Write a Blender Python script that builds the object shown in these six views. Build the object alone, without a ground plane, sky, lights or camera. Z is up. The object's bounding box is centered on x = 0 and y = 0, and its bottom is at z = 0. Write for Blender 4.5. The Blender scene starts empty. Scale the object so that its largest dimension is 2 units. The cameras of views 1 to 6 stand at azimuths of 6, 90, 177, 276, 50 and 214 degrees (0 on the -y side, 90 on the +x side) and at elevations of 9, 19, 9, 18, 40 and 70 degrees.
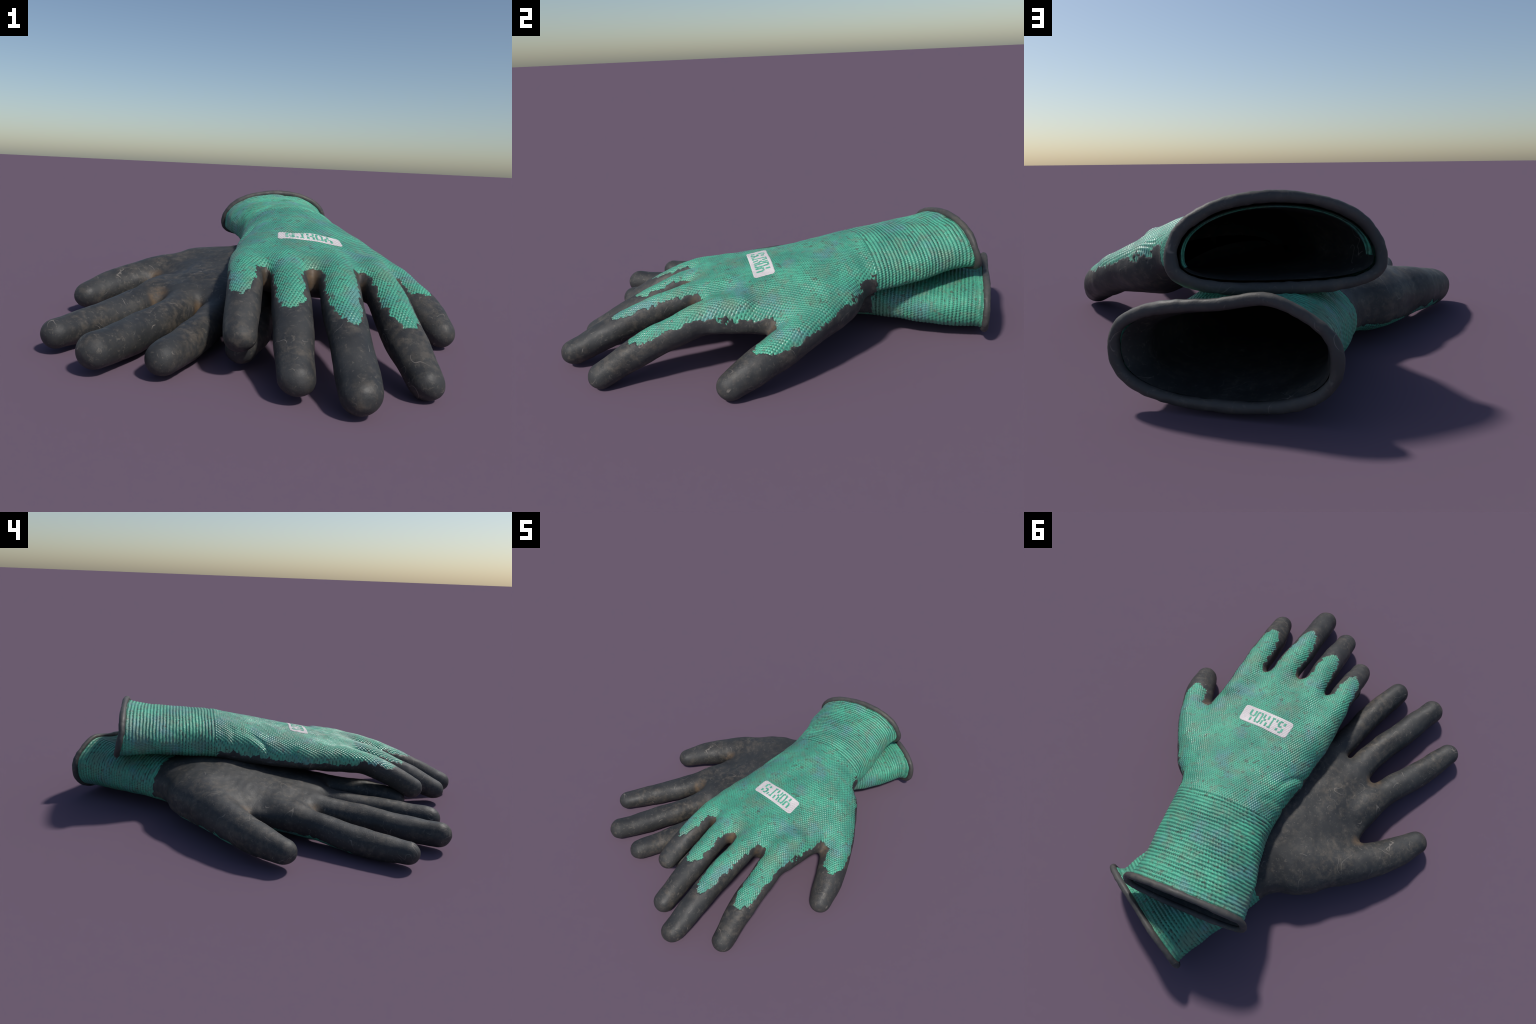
"""A pair of rubber-dipped knitted work gloves lying crossed on each other.

Each glove is built as one implicit body (a padded slab for hand and cuff, swept
round-ended tubes for the fingers, blended together), meshed, roughened with knit
rows and rubber lumps, then split along the ragged edge of the rubber dip into parts.
"""
import bpy, math
import numpy as np

H = 0.0055                    # meshing cell, halved again by one subdivision
ROW = 0.0160                  # pitch of the knit rows on the cuff
STITCH = 0.0115               # pitch of the stitches on the back of the hand


# ------------------------------------------------------------------ small maths
def smoothstep(a, b, x):
    t = np.clip((x - a) / (b - a), 0, 1)
    return t * t * (3 - 2 * t)


def smin(a, b, k):
    h = np.clip(0.5 + 0.5 * (b - a) / k, 0, 1)
    return b + (a - b) * h - k * h * (1 - h)


def smax(a, b, k):
    return -smin(-a, -b, k)


def pchip(xs, ys):
    """monotone cubic through control points, as a function"""
    o = np.argsort(xs)
    x, y = np.asarray(xs, float)[o], np.asarray(ys, float)[o]
    h = np.diff(x)
    d = np.diff(y) / h
    m = np.zeros_like(x)
    m[0], m[-1] = d[0], d[-1]
    for i in range(1, len(x) - 1):
        if d[i - 1] * d[i] > 0:
            w1, w2 = 2 * h[i] + h[i - 1], h[i] + 2 * h[i - 1]
            m[i] = (w1 + w2) / (w1 / d[i - 1] + w2 / d[i])

    def f(q):
        q = np.asarray(q, float)
        i = np.clip(np.searchsorted(x, q) - 1, 0, len(x) - 2)
        t = np.clip((q - x[i]) / h[i], 0, 1)
        r = ((1 + 2 * t) * (1 - t) ** 2 * y[i] + t * (1 - t) ** 2 * h[i] * m[i]
             + t * t * (3 - 2 * t) * y[i + 1] + t * t * (t - 1) * h[i] * m[i + 1])
        r = r + np.where(q < x[0], (q - x[0]) * m[0], 0) + np.where(q > x[-1], (q - x[-1]) * m[-1], 0)
        return r
    return f


def catmull(points, n):
    """smooth curve through rows of numbers"""
    P = np.asarray(points, float)
    P = np.vstack([2 * P[0] - P[1], P, 2 * P[-1] - P[-2]])
    out = []
    for i in range(1, len(P) - 2):
        t = np.linspace(0, 1, n, endpoint=False)[:, None]
        a, b, c, d = P[i - 1], P[i], P[i + 1], P[i + 2]
        out.append(0.5 * (2 * b + (c - a) * t + (2 * a - 5 * b + 4 * c - d) * t ** 2 + (3 * b - a - 3 * c + d) * t ** 3))
    return np.vstack(out + [P[-2][None]])


def wavy(P, size, seed, n=24):
    """smooth random field of unit spread with features of the given size"""
    rng = np.random.default_rng(seed)
    k = rng.normal(size=(n, 3))
    k *= (rng.uniform(0.6, 1.5, n) * 2 * math.pi / size / np.linalg.norm(k, axis=1))[:, None]
    ph = rng.uniform(0, 2 * math.pi, n)
    out = np.zeros(len(P), np.float32)
    P, k = P.astype(np.float32), k.astype(np.float32)
    for i in range(n):
        out += np.cos(P @ k[i] + np.float32(ph[i]))
    return out * math.sqrt(2 / n)


# ------------------------------------------------------------------ meshing
def surface_net(F, org, h):
    """quads on the zero level of a sampled field (negative inside)"""
    S = F < 0
    nx, ny, nz = F.shape
    cnt = np.zeros((nx - 1, ny - 1, nz - 1), np.int8)
    for a in (0, 1):
        for b in (0, 1):
            for c in (0, 1):
                cnt += S[a:nx - 1 + a, b:ny - 1 + b, c:nz - 1 + c]
    ci = np.argwhere((cnt > 0) & (cnt < 8))
    idx = -np.ones(cnt.shape, np.int64)
    idx[tuple(ci.T)] = np.arange(len(ci))
    acc = np.zeros((len(ci), 3))
    num = np.zeros(len(ci))
    corners = [(a, b, c) for a in (0, 1) for b in (0, 1) for c in (0, 1)]
    val = {o: F[ci[:, 0] + o[0], ci[:, 1] + o[1], ci[:, 2] + o[2]].astype(float) for o in corners}
    for o in corners:
        for ax in range(3):
            if o[ax] == 0:
                p = list(o)
                p[ax] = 1
                a, b = val[o], val[tuple(p)]
                m = (a < 0) != (b < 0)
                t = np.where(m, a / np.where(m, a - b, 1), 0)
                q = np.tile(np.array(o, float), (len(ci), 1))
                q[:, ax] = t
                acc[m] += q[m]
                num[m] += 1
    V = org + h * (ci + acc / num[:, None])
    faces = []
    for ax in range(3):
        sl0 = [slice(1, -1)] * 3
        sl1 = [slice(1, -1)] * 3
        sl0[ax], sl1[ax] = slice(0, -1), slice(1, None)
        a, b = S[tuple(sl0)], S[tuple(sl1)]
        e = np.argwhere(a != b)
        flip = b[tuple(e.T)]
        off = np.ones(3, int)
        off[ax] = 0
        e = e + off
        u, v = (ax + 1) % 3, (ax + 2) % 3
        q = []
        for du, dv in ((-1, -1), (0, -1), (0, 0), (-1, 0)):
            p = e.copy()
            p[:, u] += du
            p[:, v] += dv
            q.append(idx[tuple(p.T)])
        q = np.stack(q, 1)
        q[flip] = q[flip][:, ::-1]
        faces.append(q)
    return V, np.vstack(faces)


def edge_list(faces, n):
    """unique edges of the faces and, per face corner, the number of its edge"""
    nxt = np.roll(faces, -1, axis=1)
    key = (np.minimum(faces, nxt).astype(np.int64) * n + np.maximum(faces, nxt)).ravel()
    u, inv = np.unique(key, return_inverse=True)
    return np.stack([u // n, u % n], 1), inv.reshape(faces.shape)


def neighbour_smooth(V, E, rounds, amount):
    deg = np.maximum(np.bincount(E.ravel(), minlength=len(V)), 1)[:, None]
    for _ in range(rounds):
        s = np.stack([np.bincount(E[:, 0], V[E[:, 1], c], len(V)) + np.bincount(E[:, 1], V[E[:, 0], c], len(V)) for c in range(3)], 1)
        V = V + amount * (s / deg - V)
    return V


def subdivide(V, Q, E, inv):
    """cut every quad in four"""
    n, m = len(V), len(E)
    mid = (V[E[:, 0]] + V[E[:, 1]]) / 2
    cen = V[Q].mean(1)
    e = inv + n
    c = (n + m + np.arange(len(Q)))[:, None]
    out = [np.hstack([Q[:, [k]], e[:, [k]], c, e[:, [k - 1]]]) for k in range(4)]
    return np.vstack([V, mid, cen]), np.vstack(out)


def vertex_normals(V, T):
    n = np.cross(V[T[:, 1]] - V[T[:, 0]], V[T[:, 2]] - V[T[:, 0]])
    out = np.zeros_like(V)
    for c in range(3):
        for k in range(3):
            out[:, c] += np.bincount(T[:, k], n[:, c], len(V))
    return out / np.maximum(np.linalg.norm(out, axis=1, keepdims=True), 1e-12)


def cut_triangles(V, T, f, extras):
    """split triangles along the line f = 0; returns new V, T, f and per-vertex extras"""
    f = np.where(np.abs(f) < 1e-6, 1e-6, f)
    U, inv = edge_list(T, len(V))
    cross = f[U[:, 0]] * f[U[:, 1]] < 0
    new = -np.ones(len(U), np.int64)
    new[cross] = len(V) + np.arange(cross.sum())
    a, b = U[cross, 0], U[cross, 1]
    t = f[a] / (f[a] - f[b])
    t = np.clip(t, 0.05, 0.95)[:, None]
    V2 = np.vstack([V, V[a] * (1 - t) + V[b] * t])
    f2 = np.concatenate([f, np.zeros(len(a))])
    ex2 = [np.concatenate([x, x[a] * (1 - t[:, 0]) + x[b] * t[:, 0]]) if x.ndim == 1
           else np.vstack([x, x[a] * (1 - t) + x[b] * t]) for x in extras]
    e = [new[inv[:, k]] for k in range(3)]                      # edges 01, 12, 20
    sg = f[T] > 0
    s = sg.sum(1)
    out = [T[(s == 0) | (s == 3)]]
    pos = [(s == 3)[(s == 0) | (s == 3)]]
    for lone in range(3):
        for sign in (True, False):
            m = (sg[:, lone] == sign) & (s == (1 if sign else 2))
            if not m.any():
                continue
            A, B, C = T[m, lone], T[m, (lone + 1) % 3], T[m, (lone + 2) % 3]
            ab, ca = e[lone][m], e[(lone + 2) % 3][m]
            out += [np.stack([A, ab, ca], 1), np.stack([ab, B, C], 1), np.stack([ab, C, ca], 1)]
            k = m.sum()
            pos += [np.full(k, sign), np.full(k, not sign), np.full(k, not sign)]
    return V2, np.vstack(out), np.concatenate(pos), f2, ex2


# ------------------------------------------------------------------ glove shapes
# All control points are in metres in the final frame: (x, y, z).
UPPER = dict(
    back=1.0,                                       # knitted back of the hand faces up
    origin=(0.0, 0.757), along=(0.25, -0.968),      # rim centre, direction cuff -> fingers
    # plan outline of cuff and hand, both sides, with the height of the side edge
    little_side=[(-.288, .690, .335), (-.262, .631, .332), (-.224, .522, .325), (-.170, .407, .315), (-.130, .291, .30),
                 (-.114, .189, .288), (-.110, .009, .270), (-.107, -.061, .265), (-.098, -.26, .258), (-.068, -.408, .256),
                 (-.045, -.52, .25)],
    thumb_side=[(.244, .823, .355), (.238, .786, .352), (.250, .696, .335), (.276, .611, .315), (.316, .466, .295),
                (.342, .345, .278), (.380, .285, .265), (.448, .205, .240), (.488, .12, .225), (.512, .02, .215),
                (.520, -.09, .208), (.526, -.2, .206), (.533, -.3, .205), (.54, -.42, .20)],
    top=[(.76, .496), (.70, .482), (.6, .470), (.45, .462), (.34, .455), (.24, .438), (.1, .410), (0, .389), (-.1, .373),
         (-.2, .357), (-.3, .338), (-.4, .315), (-.5, .29)],
    bottom=[(.76, .270), (.6, .260), (.45, .246), (.3, .235), (.15, .210), (0, .190), (-.15, .178), (-.3, .180), (-.4, .19), (-.5, .19)],
    square_top=2.1, square_bottom=2.8,
    ends=[(-.10, -.475), (.057, -.450), (.219, -.455), (.377, -.398), (.56, -.345)],
    bumps=[(.40, .08, .17, .20, .085, -1)],                 # x, y, half sizes, height, +1 top / -1 underside
    fingers=[
        dict(kind="finger", path=[(-.02, -.30, .272), (-.002, -.46, .263), (.011, -.60, .211), (.024, -.741, .133)], r=[.058, .057, .056, .051], root=(-.43, .045)),
        dict(kind="finger", path=[(.13, -.30, .278), (.147, -.48, .258), (.178, -.69, .168), (.205, -.886, .071)], r=[.062, .061, .060, .053], root=(-.44, .12)),
        dict(kind="finger", path=[(.285, -.27, .278), (.309, -.446, .259), (.344, -.716, .163), (.376, -.943, .060)], r=[.065, .065, .063, .056], root=(-.41, .3)),
        dict(kind="finger", path=[(.435, -.22, .253), (.467, -.376, .231), (.514, -.60, .142), (.568, -.780, .050)], r=[.066, .066, .064, .053], root=(-.36, .45)),
        dict(kind="thumb", path=[(.39, .19, .235), (.530, .04, .188), (.645, -.135, .118), (.704, -.258, .058)], r=[.08, .078, .071, .055], root=(-.02, .55)),
    ],
    webs=[(.377, -.388, .25), (.219, -.445, .26), (.057, -.442, .25), (.527, -.093, .19)],
)
LOWER = dict(
    back=-1.0,
    origin=(0.13, 0.902), along=(-0.30, -0.954),
    little_side=[(.387, .822, .145), (.340, .79, .138), (.325, .720, .130), (.285, .58, .122), (.228, .42, .122), (.205, .33, .125), (.182, .2, .12),
                 (.152, .0, .11), (.126, -.2, .10), (.112, -.35, .09), (.10, -.45, .085)],
    thumb_side=[(-.128, .983, .150), (-.130, .94, .148), (-.152, .86, .145), (-.194, .73, .128), (-.238, .589, .114),
                (-.256, .513, .108), (-.298, .46, .108), (-.38, .408, .10), (-.445, .335, .097), (-.472, .22, .098), (-.468, .1, .10), (-.466, 0, .10),
                (-.469, -.1, .095), (-.476, -.2, .088), (-.493, -.32, .078)],
    top=[(.905, .260), (.8, .244), (.65, .238), (.5, .238), (.35, .252), (.2, .250), (.05, .222), (-.1, .194), (-.2, .175), (-.3, .15), (-.45, .12)],
    bottom=[(.905, .024), (.8, .022), (.65, .030), (.5, .038), (.35, .038), (.2, .030), (.05, .018), (-.1, .008), (-.3, .008), (-.45, .008)],
    square_top=2.6, square_bottom=2.5,
    ends=[(-.56, -.22), (-.367, -.262), (-.207, -.300), (-.06, -.31), (.10, -.30)],
    bumps=[(.017, .93, .09, .10, .022, 1), (-.07, .72, .11, .20, .022, 1), (-.40, -.01, .08, .09, -.03, 1)],
    fingers=[
        dict(kind="finger", path=[(.055, -.15, .112), (.048, -.36, .098), (.043, -.53, .086), (.018, -.662, .068)], r=[.060, .058, .056, .050], root=(-.31, .0)),
        dict(kind="finger", path=[(-.10, -.15, .11), (-.130, -.42, .076), (-.158, -.629, .066), (-.200, -.801, .063)], r=[.062, .060, .059, .052], root=(-.30, -.13)),
        dict(kind="finger", path=[(-.255, -.12, .11), (-.284, -.40, .084), (-.344, -.61, .070), (-.402, -.810, .072)], r=[.066, .064, .063, .056], root=(-.29, -.27)),
        dict(kind="finger", path=[(-.395, -.10, .105), (-.451, -.29, .080), (-.530, -.463, .064), (-.596, -.651, .062)], r=[.066, .064, .062, .051], root=(-.25, -.42)),
        dict(kind="thumb", path=[(-.31, .30, .130), (-.490, .163, .118), (-.623, .000, .094), (-.704, -.144, .073)], r=[.094, .088, .075, .055], root=(.12, -.5)),
    ],
    webs=[(-.367, -.263, .11), (-.207, -.302, .08), (-.475, .047, .114), (-.045, -.31, .09)],
)


class Glove:
    def __init__(self, spec, seed):
        self.s, self.seed = spec, seed
        d = np.array([*spec["along"], 0.0])
        d /= np.linalg.norm(d)
        z = np.array([0, 0, 1.0])
        self.axes = np.stack([np.cross(d, z), d, z])            # rows: local x, y, z
        self.org = np.array([*spec["origin"], 0.0])
        a, b = self.loc(spec["little_side"]), self.loc(spec["thumb_side"])
        self.sign = 1.0 if a[:, 0].mean() > b[:, 0].mean() else -1.0     # +1: little finger on +x
        self.xa, self.za = pchip(a[:, 1], a[:, 0]), pchip(a[:, 1], a[:, 2])
        self.xb, self.zb = pchip(b[:, 1], b[:, 0]), pchip(b[:, 1], b[:, 2])
        # crown lines are given against the final y: carry them to the local axis
        def crown(rows):
            ys = np.array([r[0] for r in rows])
            return pchip((ys - self.org[1]) / d[1] * 1.0, [r[1] for r in rows])
        self.top, self.bot = crown(spec["top"]), crown(spec["bottom"])
        e = self.loc([(x, y, 0) for x, y in spec["ends"]])
        self.end = pchip(e[:, 0], e[:, 1])
        self.bumps = [(self.loc([(x, y, 0)])[0], rx, ry, amp, side) for x, y, rx, ry, amp, side in spec["bumps"]]
        for f, splay in zip(spec["fingers"], (.22, .10, .0, -.10, -.15)):
            f["splay"] = splay                      # how far the knit tongue leans to the outer side
            P = np.hstack([self.loc(f["path"]), np.array(f["r"])[:, None]])
            f["curve"] = catmull(P, 6)
            r = self.loc([(f["root"][1], f["root"][0], 0)])[0]
            c = f["curve"]
            L = np.concatenate([[0], np.cumsum(np.linalg.norm(np.diff(c[:, :3], axis=0), axis=1))])
            f["len"] = L
            f["root_len"] = L[np.argmin(np.linalg.norm(c[:, :2] - r[:2], axis=1))]

    def loc(self, P):
        return (np.asarray(P, float) - self.org) @ self.axes.T

    # --- padded slab: hand and cuff
    def slab_terms(self, x, y):
        xa, xb = self.xa(y), self.xb(y)
        c, w = (xa + xb) / 2, np.maximum(np.abs(xa - xb) / 2, .05)
        u = (x - c) / w * self.sign
        zm = self.za(y) * (0.5 + 0.5 * np.clip(u, -1.2, 1.2)) + self.zb(y) * (0.5 - 0.5 * np.clip(u, -1.2, 1.2))
        zc = (self.za(y) + self.zb(y)) / 2
        ht, hb = self.top(y) - zc, zc - self.bot(y)
        for p, rx, ry, amp, side in self.bumps:
            g = amp * np.exp(-((x - p[0]) / rx) ** 2 - ((y - p[1]) / ry) ** 2)
            if side > 0:
                ht = ht + g
            else:
                hb = hb + g
        return u, w, zm, np.maximum(ht, .03), np.maximum(hb, .03)

    def slab(self, X, Y, gz):
        u, w, zm, ht, hb = [a.astype(np.float32) for a in self.slab_terms(X, Y)]
        nt, nb = self.s["square_top"], self.s["square_bottom"]
        ut, ub = np.abs(u) ** np.float32(nt), np.abs(u) ** np.float32(nb)
        F = np.empty((*X.shape, len(gz)), np.float32)
        for k, z in enumerate(gz):
            v = np.float32(z) - zm
            up = v >= 0
            e = np.where(up, np.float32(nt), np.float32(nb))
            F[:, :, k] = (np.where(up, ut, ub) + (np.abs(v) / np.where(up, ht, hb)) ** e) ** (1 / e) - 1
        return F

    def rim_ring(self, y, n, inset=0.0):
        """closed section of the cuff at local station y"""
        yy = np.full(n, y)
        th = np.linspace(0, 2 * math.pi, n, endpoint=False)
        xa, xb = self.xa(yy), self.xb(yy)
        c, w = (xa + xb) / 2, np.abs(xa - xb) / 2 - inset
        e = np.where(np.sin(th) >= 0, self.s["square_top"], self.s["square_bottom"])
        cu = np.sign(np.cos(th)) * np.abs(np.cos(th)) ** (2 / e)
        sv = np.sign(np.sin(th)) * np.abs(np.sin(th)) ** (2 / e)
        x = c + cu * w * self.sign
        u, _, zm, ht, hb = self.slab_terms(x, yy)
        z = zm + np.where(sv >= 0, sv * (ht - inset), sv * (hb - inset))
        P = np.stack([x, yy, z], 1)
        L = np.concatenate([[0], np.cumsum(np.linalg.norm(np.diff(np.vstack([P, P[:1]]), axis=0), axis=1))])
        q = np.linspace(0, L[-1], n, endpoint=False)
        P[:, 1] += self.s['tilt'] * (np.minimum(P[:, 2], .40) - .36) * max(0, 1 - y / .1)
        C = np.vstack([P, P[:1]])
        return np.stack([np.interp(q, L, C[:, k]) for k in range(3)], 1)

    def field(self):
        pts = np.vstack([f["curve"][:, :3] for f in self.s["fingers"]])
        a, b = self.loc(self.s["little_side"]), self.loc(self.s["thumb_side"])
        allp = np.vstack([pts, a, b])
        lo = np.array([allp[:, 0].min() - .09, -.06, -.03])
        hi = np.array([allp[:, 0].max() + .09, allp[:, 1].max() + .09, .58])
        n = np.ceil((hi - lo) / H).astype(int)
        gx, gy, gz = [lo[k] + H * np.arange(n[k]) for k in range(3)]
        X, Y = np.meshgrid(gx, gy, indexing="ij")
        F = self.slab(X, Y, gz)
        gx, gy, gz = [a.astype(np.float32) for a in (gx, gy, gz)]
        g = np.sqrt(sum(np.gradient(F, H, axis=k) ** 2 for k in range(3)))
        F = np.clip(F / np.maximum(g, 1.0), -.2, .2)
        end = (Y - self.end(X)).astype(np.float32)[:, :, None]
        F = smax(F, end, 0.06)
        G = np.full(n, .2, np.float32)
        for f in self.s["fingers"]:
            c = f["curve"]
            m = .13
            i0 = np.clip(((c[:, :3].min(0) - m - lo) / H).astype(int), 0, n)
            i1 = np.clip(((c[:, :3].max(0) + m - lo) / H).astype(int) + 1, 0, n)
            sl = tuple(slice(p, q) for p, q in zip(i0, i1))
            x, y, z = np.meshgrid(gx[sl[0]], gy[sl[1]], gz[sl[2]], indexing="ij")
            best = np.full(x.shape, 1.0, np.float32)
            for p, q in zip(c[:-1], c[1:]):
                p, q = p.astype(np.float32), q.astype(np.float32)
                d = q[:3] - p[:3]
                L2 = d @ d
                t = np.clip(((x - p[0]) * d[0] + (y - p[1]) * d[1] + (z - p[2]) * d[2]) / L2, 0, 1)
                dd = np.sqrt((x - p[0] - t * d[0]) ** 2 + (y - p[1] - t * d[1]) ** 2
                             + ((z - p[2] - t * d[2]) / f.get("flat", .95)) ** 2)
                best = np.minimum(best, dd - p[3] - t * (q[3] - p[3]))
            if f["kind"] == "thumb":
                F[sl] = smin(F[sl], best, .06)
            else:
                G[sl] = smin(G[sl], best, .006)
        F = smin(F, G, .035)
        return F, lo

    # --- how far along which finger a point lies (metres past the root, finger number)
    def finger_station(self, V):
        best = np.full(len(V), 9.0)
        sta = np.full(len(V), -1.0)
        frac = np.full(len(V), -1.0)
        num = np.full(len(V), -1)
        dorsal = np.zeros(len(V))
        for i, f in enumerate(self.s["fingers"]):
            c, L = f["curve"], f["len"]
            near = np.flatnonzero((V > c[:, :3].min(0) - .12).all(1) & (V < c[:, :3].max(0) + .12).all(1))
            W = V[near]
            for j in range(len(c) - 1):
                p, q = c[j], c[j + 1]
                d = q[:3] - p[:3]
                t = np.clip(((W - p[:3]) @ d) / (d @ d), 0, 1)
                dd = np.sqrt(((W - p[:3] - t[:, None] * d) ** 2).sum(1)) - p[3]
                m = dd < best[near]
                k = near[m]
                best[k] = dd[m]
                l = (L[j] + t * (L[j + 1] - L[j]) - f["root_len"])[m]
                sta[k] = l
                frac[k] = l / (L[-1] - f["root_len"])
                num[k] = i
                up = np.array([f["splay"] * self.sign, 0, self.s["back"]])
                up = up - d * (d @ up) / (d @ d)
                up /= np.linalg.norm(up)
                rad = W[m] - p[:3] - t[m, None] * d
                rad -= np.outer(rad @ d / (d @ d), d)
                dorsal[k] = (rad @ up) / np.maximum(np.sqrt((rad ** 2).sum(1)), 1e-4)
        return sta, frac, num, best, dorsal


# ------------------------------------------------------------------ materials
class Nodes:
    def __init__(self, name):
        self.m = bpy.data.materials.new(name)
        self.m.use_nodes = True
        self.t = self.m.node_tree
        self.bsdf = self.t.nodes["Principled BSDF"]
        self.co = self.new("ShaderNodeTexCoord").outputs["Object"]

    def new(self, kind):
        return self.t.nodes.new(kind)

    def put(self, sock, v):
        if hasattr(v, "links") or hasattr(v, "is_linked"):
            self.t.links.new(v, sock)
        else:
            sock.default_value = v

    def math(self, op, a, b=0.0, clamp=False):
        n = self.new("ShaderNodeMath")
        n.operation = op
        n.use_clamp = clamp
        self.put(n.inputs[0], a)
        self.put(n.inputs[1], b)
        return n.outputs[0]

    def vmath(self, op, a, b=(0, 0, 0), out=0):
        n = self.new("ShaderNodeVectorMath")
        n.operation = op
        self.put(n.inputs[0], a)
        self.put(n.inputs[1], b)
        return n.outputs[out]

    def noise(self, scale, detail=4.0, rough=.55, vec=None, dist=0.0, colour=False):
        n = self.new("ShaderNodeTexNoise")
        self.put(n.inputs["Vector"], self.co if vec is None else vec)
        n.inputs["Scale"].default_value = scale
        n.inputs["Detail"].default_value = detail
        n.inputs["Roughness"].default_value = rough
        n.inputs["Distortion"].default_value = dist
        return n.outputs["Color" if colour else "Fac"]

    def ramp(self, fac, lo, hi, a=0.0, b=1.0):
        n = self.new("ShaderNodeMapRange")
        n.interpolation_type = "SMOOTHSTEP"
        self.put(n.inputs["Value"], fac)
        for k, v in zip(("From Min", "From Max", "To Min", "To Max"), (lo, hi, a, b)):
            n.inputs[k].default_value = v
        return n.outputs["Result"]

    def mix(self, fac, a, b, mode="MIX"):
        n = self.new("ShaderNodeMix")
        n.data_type = "RGBA"
        n.blend_type = mode
        self.put(n.inputs[0], fac)
        for sock, v in ((n.inputs[6], a), (n.inputs[7], b)):
            self.put(sock, (*v, 1.0) if isinstance(v, tuple) and len(v) == 3 else v)
        return n.outputs[2]

    def split(self, vec):
        n = self.new("ShaderNodeSeparateXYZ")
        self.put(n.inputs[0], vec)
        return n.outputs

    def bump(self, height, strength, dist, normal=None):
        n = self.new("ShaderNodeBump")
        n.inputs["Strength"].default_value = strength
        n.inputs["Distance"].default_value = dist
        self.put(n.inputs["Height"], height)
        if normal is not None:
            self.put(n.inputs["Normal"], normal)
        return n.outputs[0]

    def finish(self, colour, rough, normal=None, spec=.5):
        self.put(self.bsdf.inputs["Base Color"], colour)
        self.put(self.bsdf.inputs["Roughness"], rough)
        self.bsdf.inputs["Specular IOR Level"].default_value = spec
        if normal is not None:
            self.put(self.bsdf.inputs["Normal"], normal)
        return self.m


def knit_colour(n, pits):
    """green yarn, cloudy with bluer and browner patches, brown specks, dark holes between stitches"""
    col = n.mix(n.ramp(n.noise(7, 4), .35, .65), (.062, .310, .212), (.092, .475, .300))
    off = n.vmath("ADD", n.co, (3.1, 7.7, 1.3))
    col = n.mix(n.ramp(n.noise(6, 4, .6, vec=off), .50, .66, 0, .75), col, (.13, .29, .315))
    off = n.vmath("ADD", n.co, (11.1, 2.7, 5.3))
    col = n.mix(n.ramp(n.noise(9, 4, .6, vec=off), .48, .70, 0, .7), col, (.155, .26, .165))
    off = n.vmath("ADD", n.co, (6.4, 4.2, 2.9))
    col = n.mix(n.ramp(n.noise(34, 3, .6, vec=off), .50, .68, 0, .55), col, (.17, .25, .18))
    off = n.vmath("ADD", n.co, (1.1, 12.7, 8.3))
    col = n.mix(n.ramp(n.noise(50, 2, .5, vec=off), .61, .72, 0, .72), col, (.095, .075, .062))
    off = n.vmath("ADD", n.co, (9.6, 3.3, 6.6))
    col = n.mix(n.ramp(n.noise(95, 3, .6, vec=off), .56, .68, 0, .55), col, (.085, .125, .095))
    fine = n.noise(260, 2)
    col = n.mix(n.ramp(fine, .3, .7, .0, .30), col, (.05, .22, .16))
    return n.mix(pits, col, (.015, .060, .047))


def knit_material(name):
    """back of the hand: staggered stitches"""
    n = Nodes(name)
    warp = n.vmath("SCALE", n.vmath("SUBTRACT", n.noise(9, 2, colour=True), (.5, .5, .5)))
    warp.node.inputs["Scale"].default_value = .014
    co = n.split(n.vmath("ADD", n.co, warp))
    k = 2 * math.pi / STITCH
    a = n.math("MULTIPLY", co[0], k)
    b = n.math("MULTIPLY", co[1], k * .62)
    p = n.math("COSINE", n.math("ADD", a, b))
    q = n.math("COSINE", n.math("SUBTRACT", a, b))
    h = n.math("MULTIPLY", n.math("ADD", p, q), .5)               # -1 in holes .. 1 on stitches
    strong = n.ramp(n.noise(14, 3), .36, .60, .55, 1.0)
    pits = n.math("MULTIPLY", n.ramp(h, -.2, -.8, 0, .80), strong)
    col = knit_colour(n, pits)
    nb = n.bump(n.math("ADD", h, n.math("MULTIPLY", n.noise(220, 2), .8)), .40, .0035)
    return n.finish(col, n.ramp(n.noise(18, 3), .3, .7, .30, .48), nb, .55)


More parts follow.
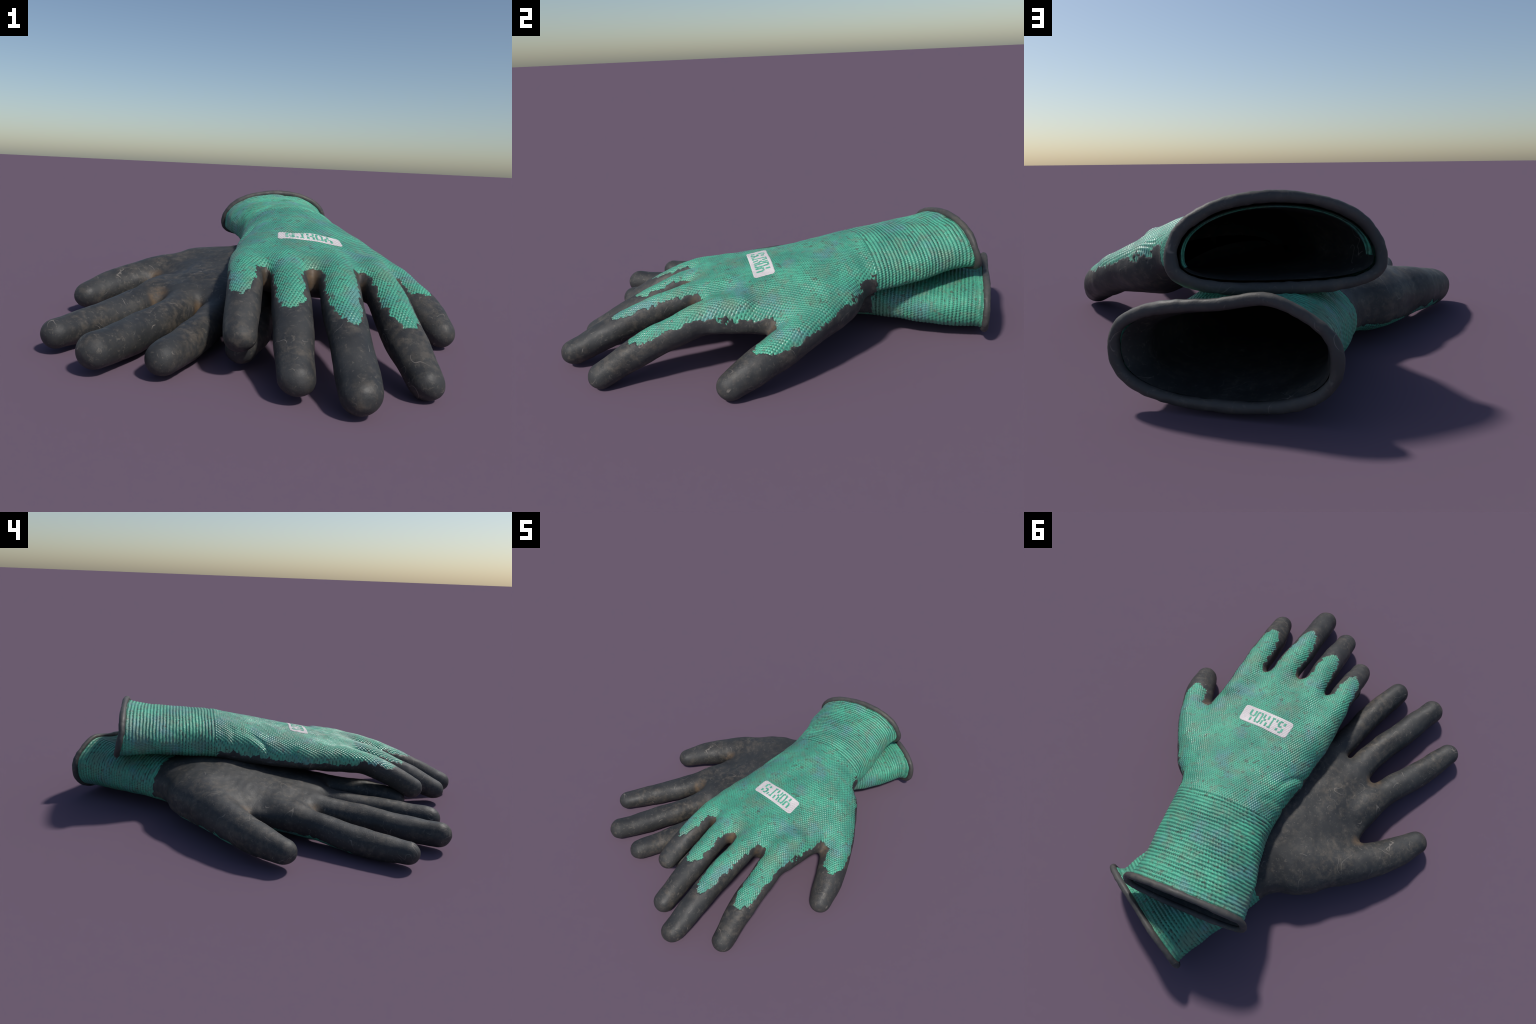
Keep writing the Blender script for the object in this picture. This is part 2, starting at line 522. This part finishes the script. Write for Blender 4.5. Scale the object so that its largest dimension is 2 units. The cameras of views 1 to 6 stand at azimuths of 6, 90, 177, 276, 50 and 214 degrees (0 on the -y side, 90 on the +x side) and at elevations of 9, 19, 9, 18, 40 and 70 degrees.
def cuff_material(name):
    """ribbed rows running round the cuff, holes between them"""
    n = Nodes(name)
    warp = n.vmath("SCALE", n.vmath("SUBTRACT", n.noise(11, 2, colour=True), (.5, .5, .5)))
    warp.node.inputs["Scale"].default_value = .010
    co = n.split(n.vmath("ADD", n.co, warp))
    row = n.math("MULTIPLY", co[1], 2 * math.pi / ROW)
    h = n.math("COSINE", row)
    run = n.math("ADD", co[0], n.math("MULTIPLY", co[2], 1.0))
    s = n.math("COSINE", n.math("ADD", n.math("MULTIPLY", run, 2 * math.pi / .0125), n.math("MULTIPLY", row, .5)))
    groove = n.ramp(h, -.2, -.9)
    stretch = n.vmath("MULTIPLY", n.co, (.35, 1.6, .35))
    strong = n.ramp(n.noise(13, 4, .6, vec=stretch), .36, .60, .25, 1.0)
    pits = n.math("MULTIPLY", n.math("MULTIPLY", groove, n.ramp(s, -.5, .5, .30, .98)), strong)
    col = knit_colour(n, pits)
    hh = n.math("ADD", n.math("MULTIPLY", h, .8), n.math("ADD", n.math("MULTIPLY", s, .25), n.math("MULTIPLY", n.noise(170, 2), 1.3)))
    nb = n.bump(hh, .5, .0038)
    return n.finish(col, n.ramp(n.noise(18, 3), .3, .7, .38, .56), nb, .5)


def rubber_material(name, webs, dark=(.031, .032, .033), dirt=1.0):
    """matt black latex with dried soil, rubbed patches and a few pale scratches"""
    n = Nodes(name)
    col = n.mix(n.ramp(n.noise(5, 3), .35, .65), tuple(c * .88 for c in dark), tuple(c * 1.25 for c in dark))
    dust = n.math("MULTIPLY", n.ramp(n.noise(4.5, 3), .38, .62), n.ramp(n.noise(34, 5, .65), .42, .68))
    col = n.mix(n.math("MULTIPLY", dust, .60 * dirt), col, (.108, .091, .072))
    off = n.vmath("ADD", n.co, (5.1, 1.7, 9.3))
    col = n.mix(n.ramp(n.noise(26, 6, .7, vec=off), .52, .72, 0, .42 * dirt), col, (.098, .088, .074))
    off2 = n.vmath("ADD", n.co, (2.5, 8.1, 4.4))
    col = n.mix(n.ramp(n.noise(75, 4, .6, vec=off2, dist=.8), .57, .70, 0, .50 * dirt), col, (.13, .115, .095))
    # scratches: thin level lines of a stretched noise, broken up
    line = n.math("ABSOLUTE", n.math("SUBTRACT", n.noise(9, 1, .4, dist=1.2, vec=off), .5))
    line = n.ramp(line, .008, .001)
    gate = n.ramp(n.noise(13, 2), .55, .63)
    col = n.mix(n.math("MULTIPLY", n.math("MULTIPLY", line, gate), .6), col, (.25, .22, .19))
    # soil packed between the fingers
    soil = None
    for w in webs:
        d = n.vmath("DISTANCE", n.co, tuple(w), out=1)
        m = n.ramp(d, .062, .02)
        soil = m if soil is None else n.math("MAXIMUM", soil, m)
    if soil is not None:
        soil = n.math("MULTIPLY", soil, n.ramp(n.noise(16, 5, .65), .40, .62, .1, .9))
        col = n.mix(soil, col, (.13, .085, .048))
    nb = n.bump(n.math("ADD", n.noise(150, 4, .6), n.math("MULTIPLY", n.noise(24, 3), .7)), .25, .0025)
    return n.finish(col, n.ramp(n.noise(10, 4), .3, .7, .50, .68), nb, .40)


def label_material(name):
    n = Nodes(name)
    col = n.mix(n.ramp(n.noise(12, 3), .35, .65), (.60, .55, .55), (.70, .65, .64))
    col = n.mix(n.ramp(n.noise(110, 3), .60, .75, 0, .5), col, (.30, .25, .22))
    co = n.split(n.co)
    k = 2 * math.pi / STITCH
    a, b = n.math("MULTIPLY", co[0], k), n.math("MULTIPLY", co[1], k * .62)
    h = n.math("ADD", n.math("COSINE", n.math("ADD", a, b)), n.math("COSINE", n.math("SUBTRACT", a, b)))
    return n.finish(col, .7, n.bump(n.math("ADD", h, n.math("MULTIPLY", n.noise(120, 3), 3.0)), .16, .002), .3)


def letter_material(name):
    n = Nodes(name)
    col = n.mix(n.ramp(n.noise(30, 3), .35, .65), (.07, .33, .225), (.12, .43, .30))
    return n.finish(col, .6, None, .3)


# ------------------------------------------------------------------ objects
def add_object(name, V, faces, normals, mat, parent, frame, smooth=True):
    me = bpy.data.meshes.new(name)
    V = np.asarray(V)
    faces = np.asarray(faces)
    used, inv = np.unique(faces.ravel(), return_inverse=True)
    inv = inv.reshape(faces.shape)
    me.vertices.add(len(used))
    me.vertices.foreach_set("co", V[used].astype(np.float32).ravel())
    k = faces.shape[1]
    me.loops.add(inv.size)
    me.loops.foreach_set("vertex_index", inv.astype(np.int32).ravel())
    me.polygons.add(len(inv))
    me.polygons.foreach_set("loop_start", np.arange(0, inv.size, k, dtype=np.int32))
    me.polygons.foreach_set("use_smooth", np.ones(len(inv), bool) if smooth else np.zeros(len(inv), bool))
    me.update(calc_edges=True)
    me.validate()
    if normals is not None:
        me.normals_split_custom_set_from_vertices(normals[used].astype(np.float32).tolist())
    me.materials.append(mat)
    ob = bpy.data.objects.new(name, me)
    bpy.context.scene.collection.objects.link(ob)
    ob.parent = parent
    return ob


def tube(ring, centre_in, radius, flat, m=14, lumps=None):
    """closed tube along a ring of points; flat squeezes it across the ring"""
    n = len(ring)
    tan = np.roll(ring, -1, 0) - np.roll(ring, 1, 0)
    tan /= np.linalg.norm(tan, axis=1, keepdims=True)
    ax = np.array([0, 1.0, 0])
    out = np.cross(tan, ax)
    out /= np.linalg.norm(out, axis=1, keepdims=True)
    th = np.linspace(0, 2 * math.pi, m, endpoint=False)
    r = radius * (1 + (lumps if lumps is not None else np.zeros(n)))
    V = ring[:, None] + r[:, None, None] * (np.cos(th)[None, :, None] * out[:, None] * flat[0] + np.sin(th)[None, :, None] * ax * flat[1])
    i, j = np.meshgrid(np.arange(n), np.arange(m), indexing="ij")
    q = np.stack([i * m + j, ((i + 1) % n) * m + j, ((i + 1) % n) * m + (j + 1) % m, i * m + (j + 1) % m], -1).reshape(-1, 4)
    return V.reshape(-1, 3), q


def build_glove(name, spec, seed, label):
    g = Glove(spec, seed)
    back = spec["back"]
    F, lo = g.field()
    V, Q = surface_net(F, lo, H)
    E, inv = edge_list(Q, len(V))
    V = neighbour_smooth(V, E, 4, .5)
    V, Q = subdivide(V, Q, E, inv)
    E, inv = edge_list(Q, len(V))
    V = neighbour_smooth(V, E, 2, .5)
    T = np.vstack([Q[:, [0, 1, 2]], Q[:, [0, 2, 3]]])
    keep = (V[T, 1] > spec['tilt'] * (np.minimum(V[T, 2], .40) - .36) - .002).all(1)
    T = T[keep]
    N = vertex_normals(V, T)
    Ns = neighbour_smooth(N, E, 14, .6)
    Ns /= np.maximum(np.linalg.norm(Ns, axis=1, keepdims=True), 1e-6)
    sta, frac, num, dist, dorsal = g.finger_station(V)
    x, y, z = V.T

    # ---- where the rubber dip lies (positive)
    rng_w = wavy(V, .07, seed + 1)
    rng_m = wavy(V, .028, seed + 2)
    rng_f = wavy(V, .012, seed + 3)
    rag = .05 * rng_w + .042 * rng_m + .02 * rng_f
    reach = np.array(spec["reach"])[num]
    on = np.where(dist < .025, smoothstep(-.03, .04, sta), 0)
    along = np.clip(frac / reach, 0, 2) * on
    facing = Ns[:, 2] * back * (1 - on) + dorsal * on
    u = g.slab_terms(x, y)[0]
    edge = spec["edge"][0] + (spec["edge"][1] - spec["edge"][0]) * smoothstep(.3, -.5, u)
    thr = edge + (.56 - edge) * smoothstep(0, .16, along) + .14 * smoothstep(.2, .6, along) + .45 * smoothstep(.6, 1.0, along) + 2 * np.clip(along - 1, 0, 2)
    for w in g.loc(spec["webs"]):
        thr = thr + .7 * np.exp(-((V - w) ** 2).sum(1) / .044 ** 2)
    dip = thr - facing + rag * (1 - .55 * smoothstep(.5, .9, along))
    wrist = spec["wrist"]
    line = y - (wrist + .012 * np.sin(x * 9 + seed) + .003 * rng_m + .001 * rng_f)
    dip = np.minimum(dip, line / .05)

    # ---- relief
    cuff_w = smoothstep(wrist + .05, wrist - .03, y)
    rows = np.cos(2 * math.pi * y / ROW + .35 * wavy(V, .2, seed + 7))
    lump = wavy(V, .16, seed + 5) * .0016 + wavy(V, .05, seed + 6) * .0003
    coat = smoothstep(-.02, .06, dip)
    disp = lump + .0022 * coat + (1 - coat) * cuff_w * .0009 * rows
    k = 2 * math.pi / STITCH
    knit = .5 * (np.cos(k * x + .62 * k * y) + np.cos(k * x - .62 * k * y))
    disp += (1 - coat) * (1 - cuff_w) * .0006 * knit * np.clip(N[:, 2] * back, 0, 1)
    for (ax, ay), (bx, by), depth, wide in spec["creases"]:
        a, b = g.loc([(ax, ay, 0), (bx, by, 0)])[:, :2]
        d = b - a
        t = ((V[:, :2] - a) @ d) / (d @ d)
        off = (V[:, 0] - a[0]) * d[1] - (V[:, 1] - a[1]) * d[0]
        off = off / np.linalg.norm(d) + .006 * np.sin(5 * t)
        body = smoothstep(-.35, .2, t) * smoothstep(1.35, .8, t) * (N[:, 2] * back > -.3)
        disp += depth * body * (-np.exp(-(off / wide) ** 2) + .7 * np.exp(-((off - 2.2 * wide) / (1.4 * wide)) ** 2))
    V = V + N * disp[:, None]
    V[:, 2] = np.maximum(V[:, 2], 0.0005)

    V, T, rub, dip, (y2, sta2, num2, dist2) = cut_triangles(V, T, dip, [V[:, 1].copy(), sta, num.astype(float), dist])
    N = vertex_normals(V, T)

    root = bpy.data.objects.new(name, None)
    bpy.context.scene.collection.objects.link(root)
    M = np.eye(4)
    M[:3, :3] = g.axes.T
    M[:3, 3] = g.org
    import mathutils
    root.matrix_world = mathutils.Matrix(M.tolist())
    root["label"], root["category"] = label, "glove"

    webs = [tuple(w) for w in g.loc(spec["webs"])]
    rubber = rubber_material(name + "_rubber", webs)
    knit_m, cuff_m = knit_material(name + "_knit"), cuff_material(name + "_cuff_knit")

    s_f, d_f, n_f = sta2[T].mean(1), dist2[T].mean(1), np.round(np.median(num2[T], axis=1)).astype(int)
    on_finger = (s_f > 0) & (d_f < .03)
    cuff = (~rub) & (V[T, 1].mean(1) < wrist)
    add = lambda nm, m, mat, par: add_object(nm, V, T[m], N, mat, par, None)
    add("palm_coating", rub & ~on_finger, rubber, root)
    add("back_of_hand", ~rub & ~on_finger & ~cuff, knit_m, root)
    add("cuff", cuff, cuff_m, root)
    for i, f in enumerate(spec["fingers"]):
        ob = add(f["kind"], rub & on_finger & (n_f == i), rubber, root)
        m = ~rub & on_finger & (n_f == i)
        if m.any():
            add(f["kind"] + "_knit", m, knit_m, ob)

    # ---- hem bound round the cuff opening
    n = 160
    ring = g.rim_ring(0.0, n)
    Vh, Qh = tube(ring, None, .0155, (1.0, .95), 16, wavy(ring, .16, seed + 11) * .05)
    Vh = Vh + vertex_normals(Vh, np.vstack([Qh[:, :3], Qh[:, [0, 2, 3]]])) * (wavy(Vh, .03, seed + 12) * .0006)[:, None]
    hem = rubber_material(name + "_hem", [], (.056, .055, .054), .8)
    add_object("hem", Vh, Qh, None, hem, root, None)

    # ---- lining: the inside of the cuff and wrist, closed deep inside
    def sleeve(ys, insets):
        rings = [g.rim_ring(yy, n, ii) for yy, ii in zip(ys, insets)]
        P = np.vstack(rings)
        qs = []
        for r in range(len(rings) - 1):
            i = np.arange(n)
            qs.append(np.stack([r * n + i, r * n + (i + 1) % n, (r + 1) * n + (i + 1) % n, (r + 1) * n + i], 1))
        return P, np.vstack(qs)
    if back > 0:
        P, Qs = sleeve([.006, .018, .032], [.0215, .0220, .0225])
        Qs = Qs[P[Qs, 2].min(1) > .33]
        add_object("inner_edge", P, Qs, None, cuff_m, root, None)
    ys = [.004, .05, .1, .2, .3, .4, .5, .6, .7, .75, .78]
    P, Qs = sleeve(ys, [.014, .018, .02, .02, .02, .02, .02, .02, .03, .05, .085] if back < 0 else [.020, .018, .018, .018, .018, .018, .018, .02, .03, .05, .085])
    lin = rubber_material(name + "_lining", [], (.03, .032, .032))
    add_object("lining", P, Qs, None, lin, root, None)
    return g, root


# strokes of the stencilled letters: boxes (left, bottom, right, top) inside each letter's own box
STENCIL = [
    (.142, .270, [(0, .50, .28, 1), (.15, .42, .45, .55), (.72, .5, 1, 1), (.55, .42, .85, .55), (.36, 0, .64, .34)]),
    (.285, .405, [(0, .1, .26, .9), (.1, .85, .45, 1), (.1, 0, .42, .15), (.74, .1, 1, .9), (.58, .85, .9, 1), (.55, 0, .9, .15)]),
    (.425, .545, [(0, 0, .26, .42), (0, .56, .26, 1), (.22, .40, .58, .60), (.70, .62, 1, 1), (.70, 0, 1, .36)]),
    (.570, .655, [(0, 0, .8, .13), (.34, .1, .68, .9), (.22, .87, 1, 1)]),
    (.675, .715, [(.1, .72, .9, 1)]),
    (.735, .880, [(0, .55, .25, .9), (.1, .87, .52, 1), (.70, .68, 1, .95), (.1, .45, .62, .60), (.72, .1, 1, .45), (.5, 0, .85, .13), (0, .08, .28, .32)]),
]


def build_label(g, root):
    """pale printed patch with stencilled letters, laid on the back of the hand"""
    from mathutils.bvhtree import BVHTree
    from mathutils import Vector
    src = [o for o in root.children if o.name.startswith("back_of_hand")][0].data
    tree = BVHTree.FromPolygons([v.co for v in src.vertices], [p.vertices for p in src.polygons])
    tl, bl, tr, br = g.loc([(.333, -.157, 0), (.316, -.066, 0), (.0795, -.1965, 0), (.071, -.103, 0)])

    def drape(s, t, lift):
        p = (bl * (1 - s) + br * s) * (1 - t) + (tl * (1 - s) + tr * s) * t
        hit = tree.ray_cast(Vector((p[0], p[1], 1.0)), Vector((0, 0, -1)))
        return np.array(hit[0] + Vector((0, 0, lift)))

    def patch(s0, s1, t0, t1, n, m, lift, corner=0.0):
        P = []
        for j in range(m + 1):
            t = t0 + (t1 - t0) * j / m
            e = min(t - t0, t1 - t) * .093 / .016 if corner else 9
            cut = corner * (1 - math.sqrt(max(0, 1 - max(0, 1 - e) ** 2)))
            for i in range(n + 1):
                s = s0 + cut + (s1 - s0 - 2 * cut) * i / n
                rim = i in (0, n) or j in (0, m)
                P.append(drape(s, t, lift if not rim else lift * .4))
        Q = [(j * (n + 1) + i, j * (n + 1) + i + 1, (j + 1) * (n + 1) + i + 1, (j + 1) * (n + 1) + i) for j in range(m) for i in range(n)]
        return np.array(P), np.array(Q)
    P, Q = patch(0, 1, 0, 1, 110, 44, .0022, .062)
    lab = add_object("label", P, Q, None, label_material("label_print"), root, None)
    ink = letter_material("label_ink")
    for a, b, boxes in STENCIL:
        Ps, Qs, k = [], [], 0
        for x0, y0, x1, y1 in boxes:
            x0, x1 = x0 - .03, x1 + .03
            P, Q = patch(a + (b - a) * x0, a + (b - a) * x1, .14 + .70 * y0, .14 + .70 * y1, 8, 12, .0036)
            Ps.append(P)
            Qs.append(Q + k)
            k += len(P)
        add_object("letter", np.vstack(Ps), np.vstack(Qs), None, ink, lab, None)


UPPER.update(wrist=.462, edge=(.06, .36), reach=[.70, .63, .74, .80, .60], tilt=.25,
             creases=[((-.05, .085), (-.118, -.05), .0055, .012), ((-.03, .20), (-.115, .15), .0025, .014), ((.10, .33), (.27, .36), .003, .014)])
LOWER.update(wrist=.475, edge=(.6, .6), reach=[.60, .57, .66, .70, .54], tilt=0.0,
             creases=[((-.16, -.02), (-.42, .03), -.004, .03), ((-.10, -.16), (-.34, -.13), .004, .02)])
UPPER_G, upper = build_glove("work_glove", UPPER, 11, "green knitted work glove with black rubber palm, back up")
build_label(UPPER_G, upper)
LOWER_G, lower = build_glove("work_glove", LOWER, 47, "green knitted work glove with black rubber palm, palm up")
bpy.context.view_layer.update()
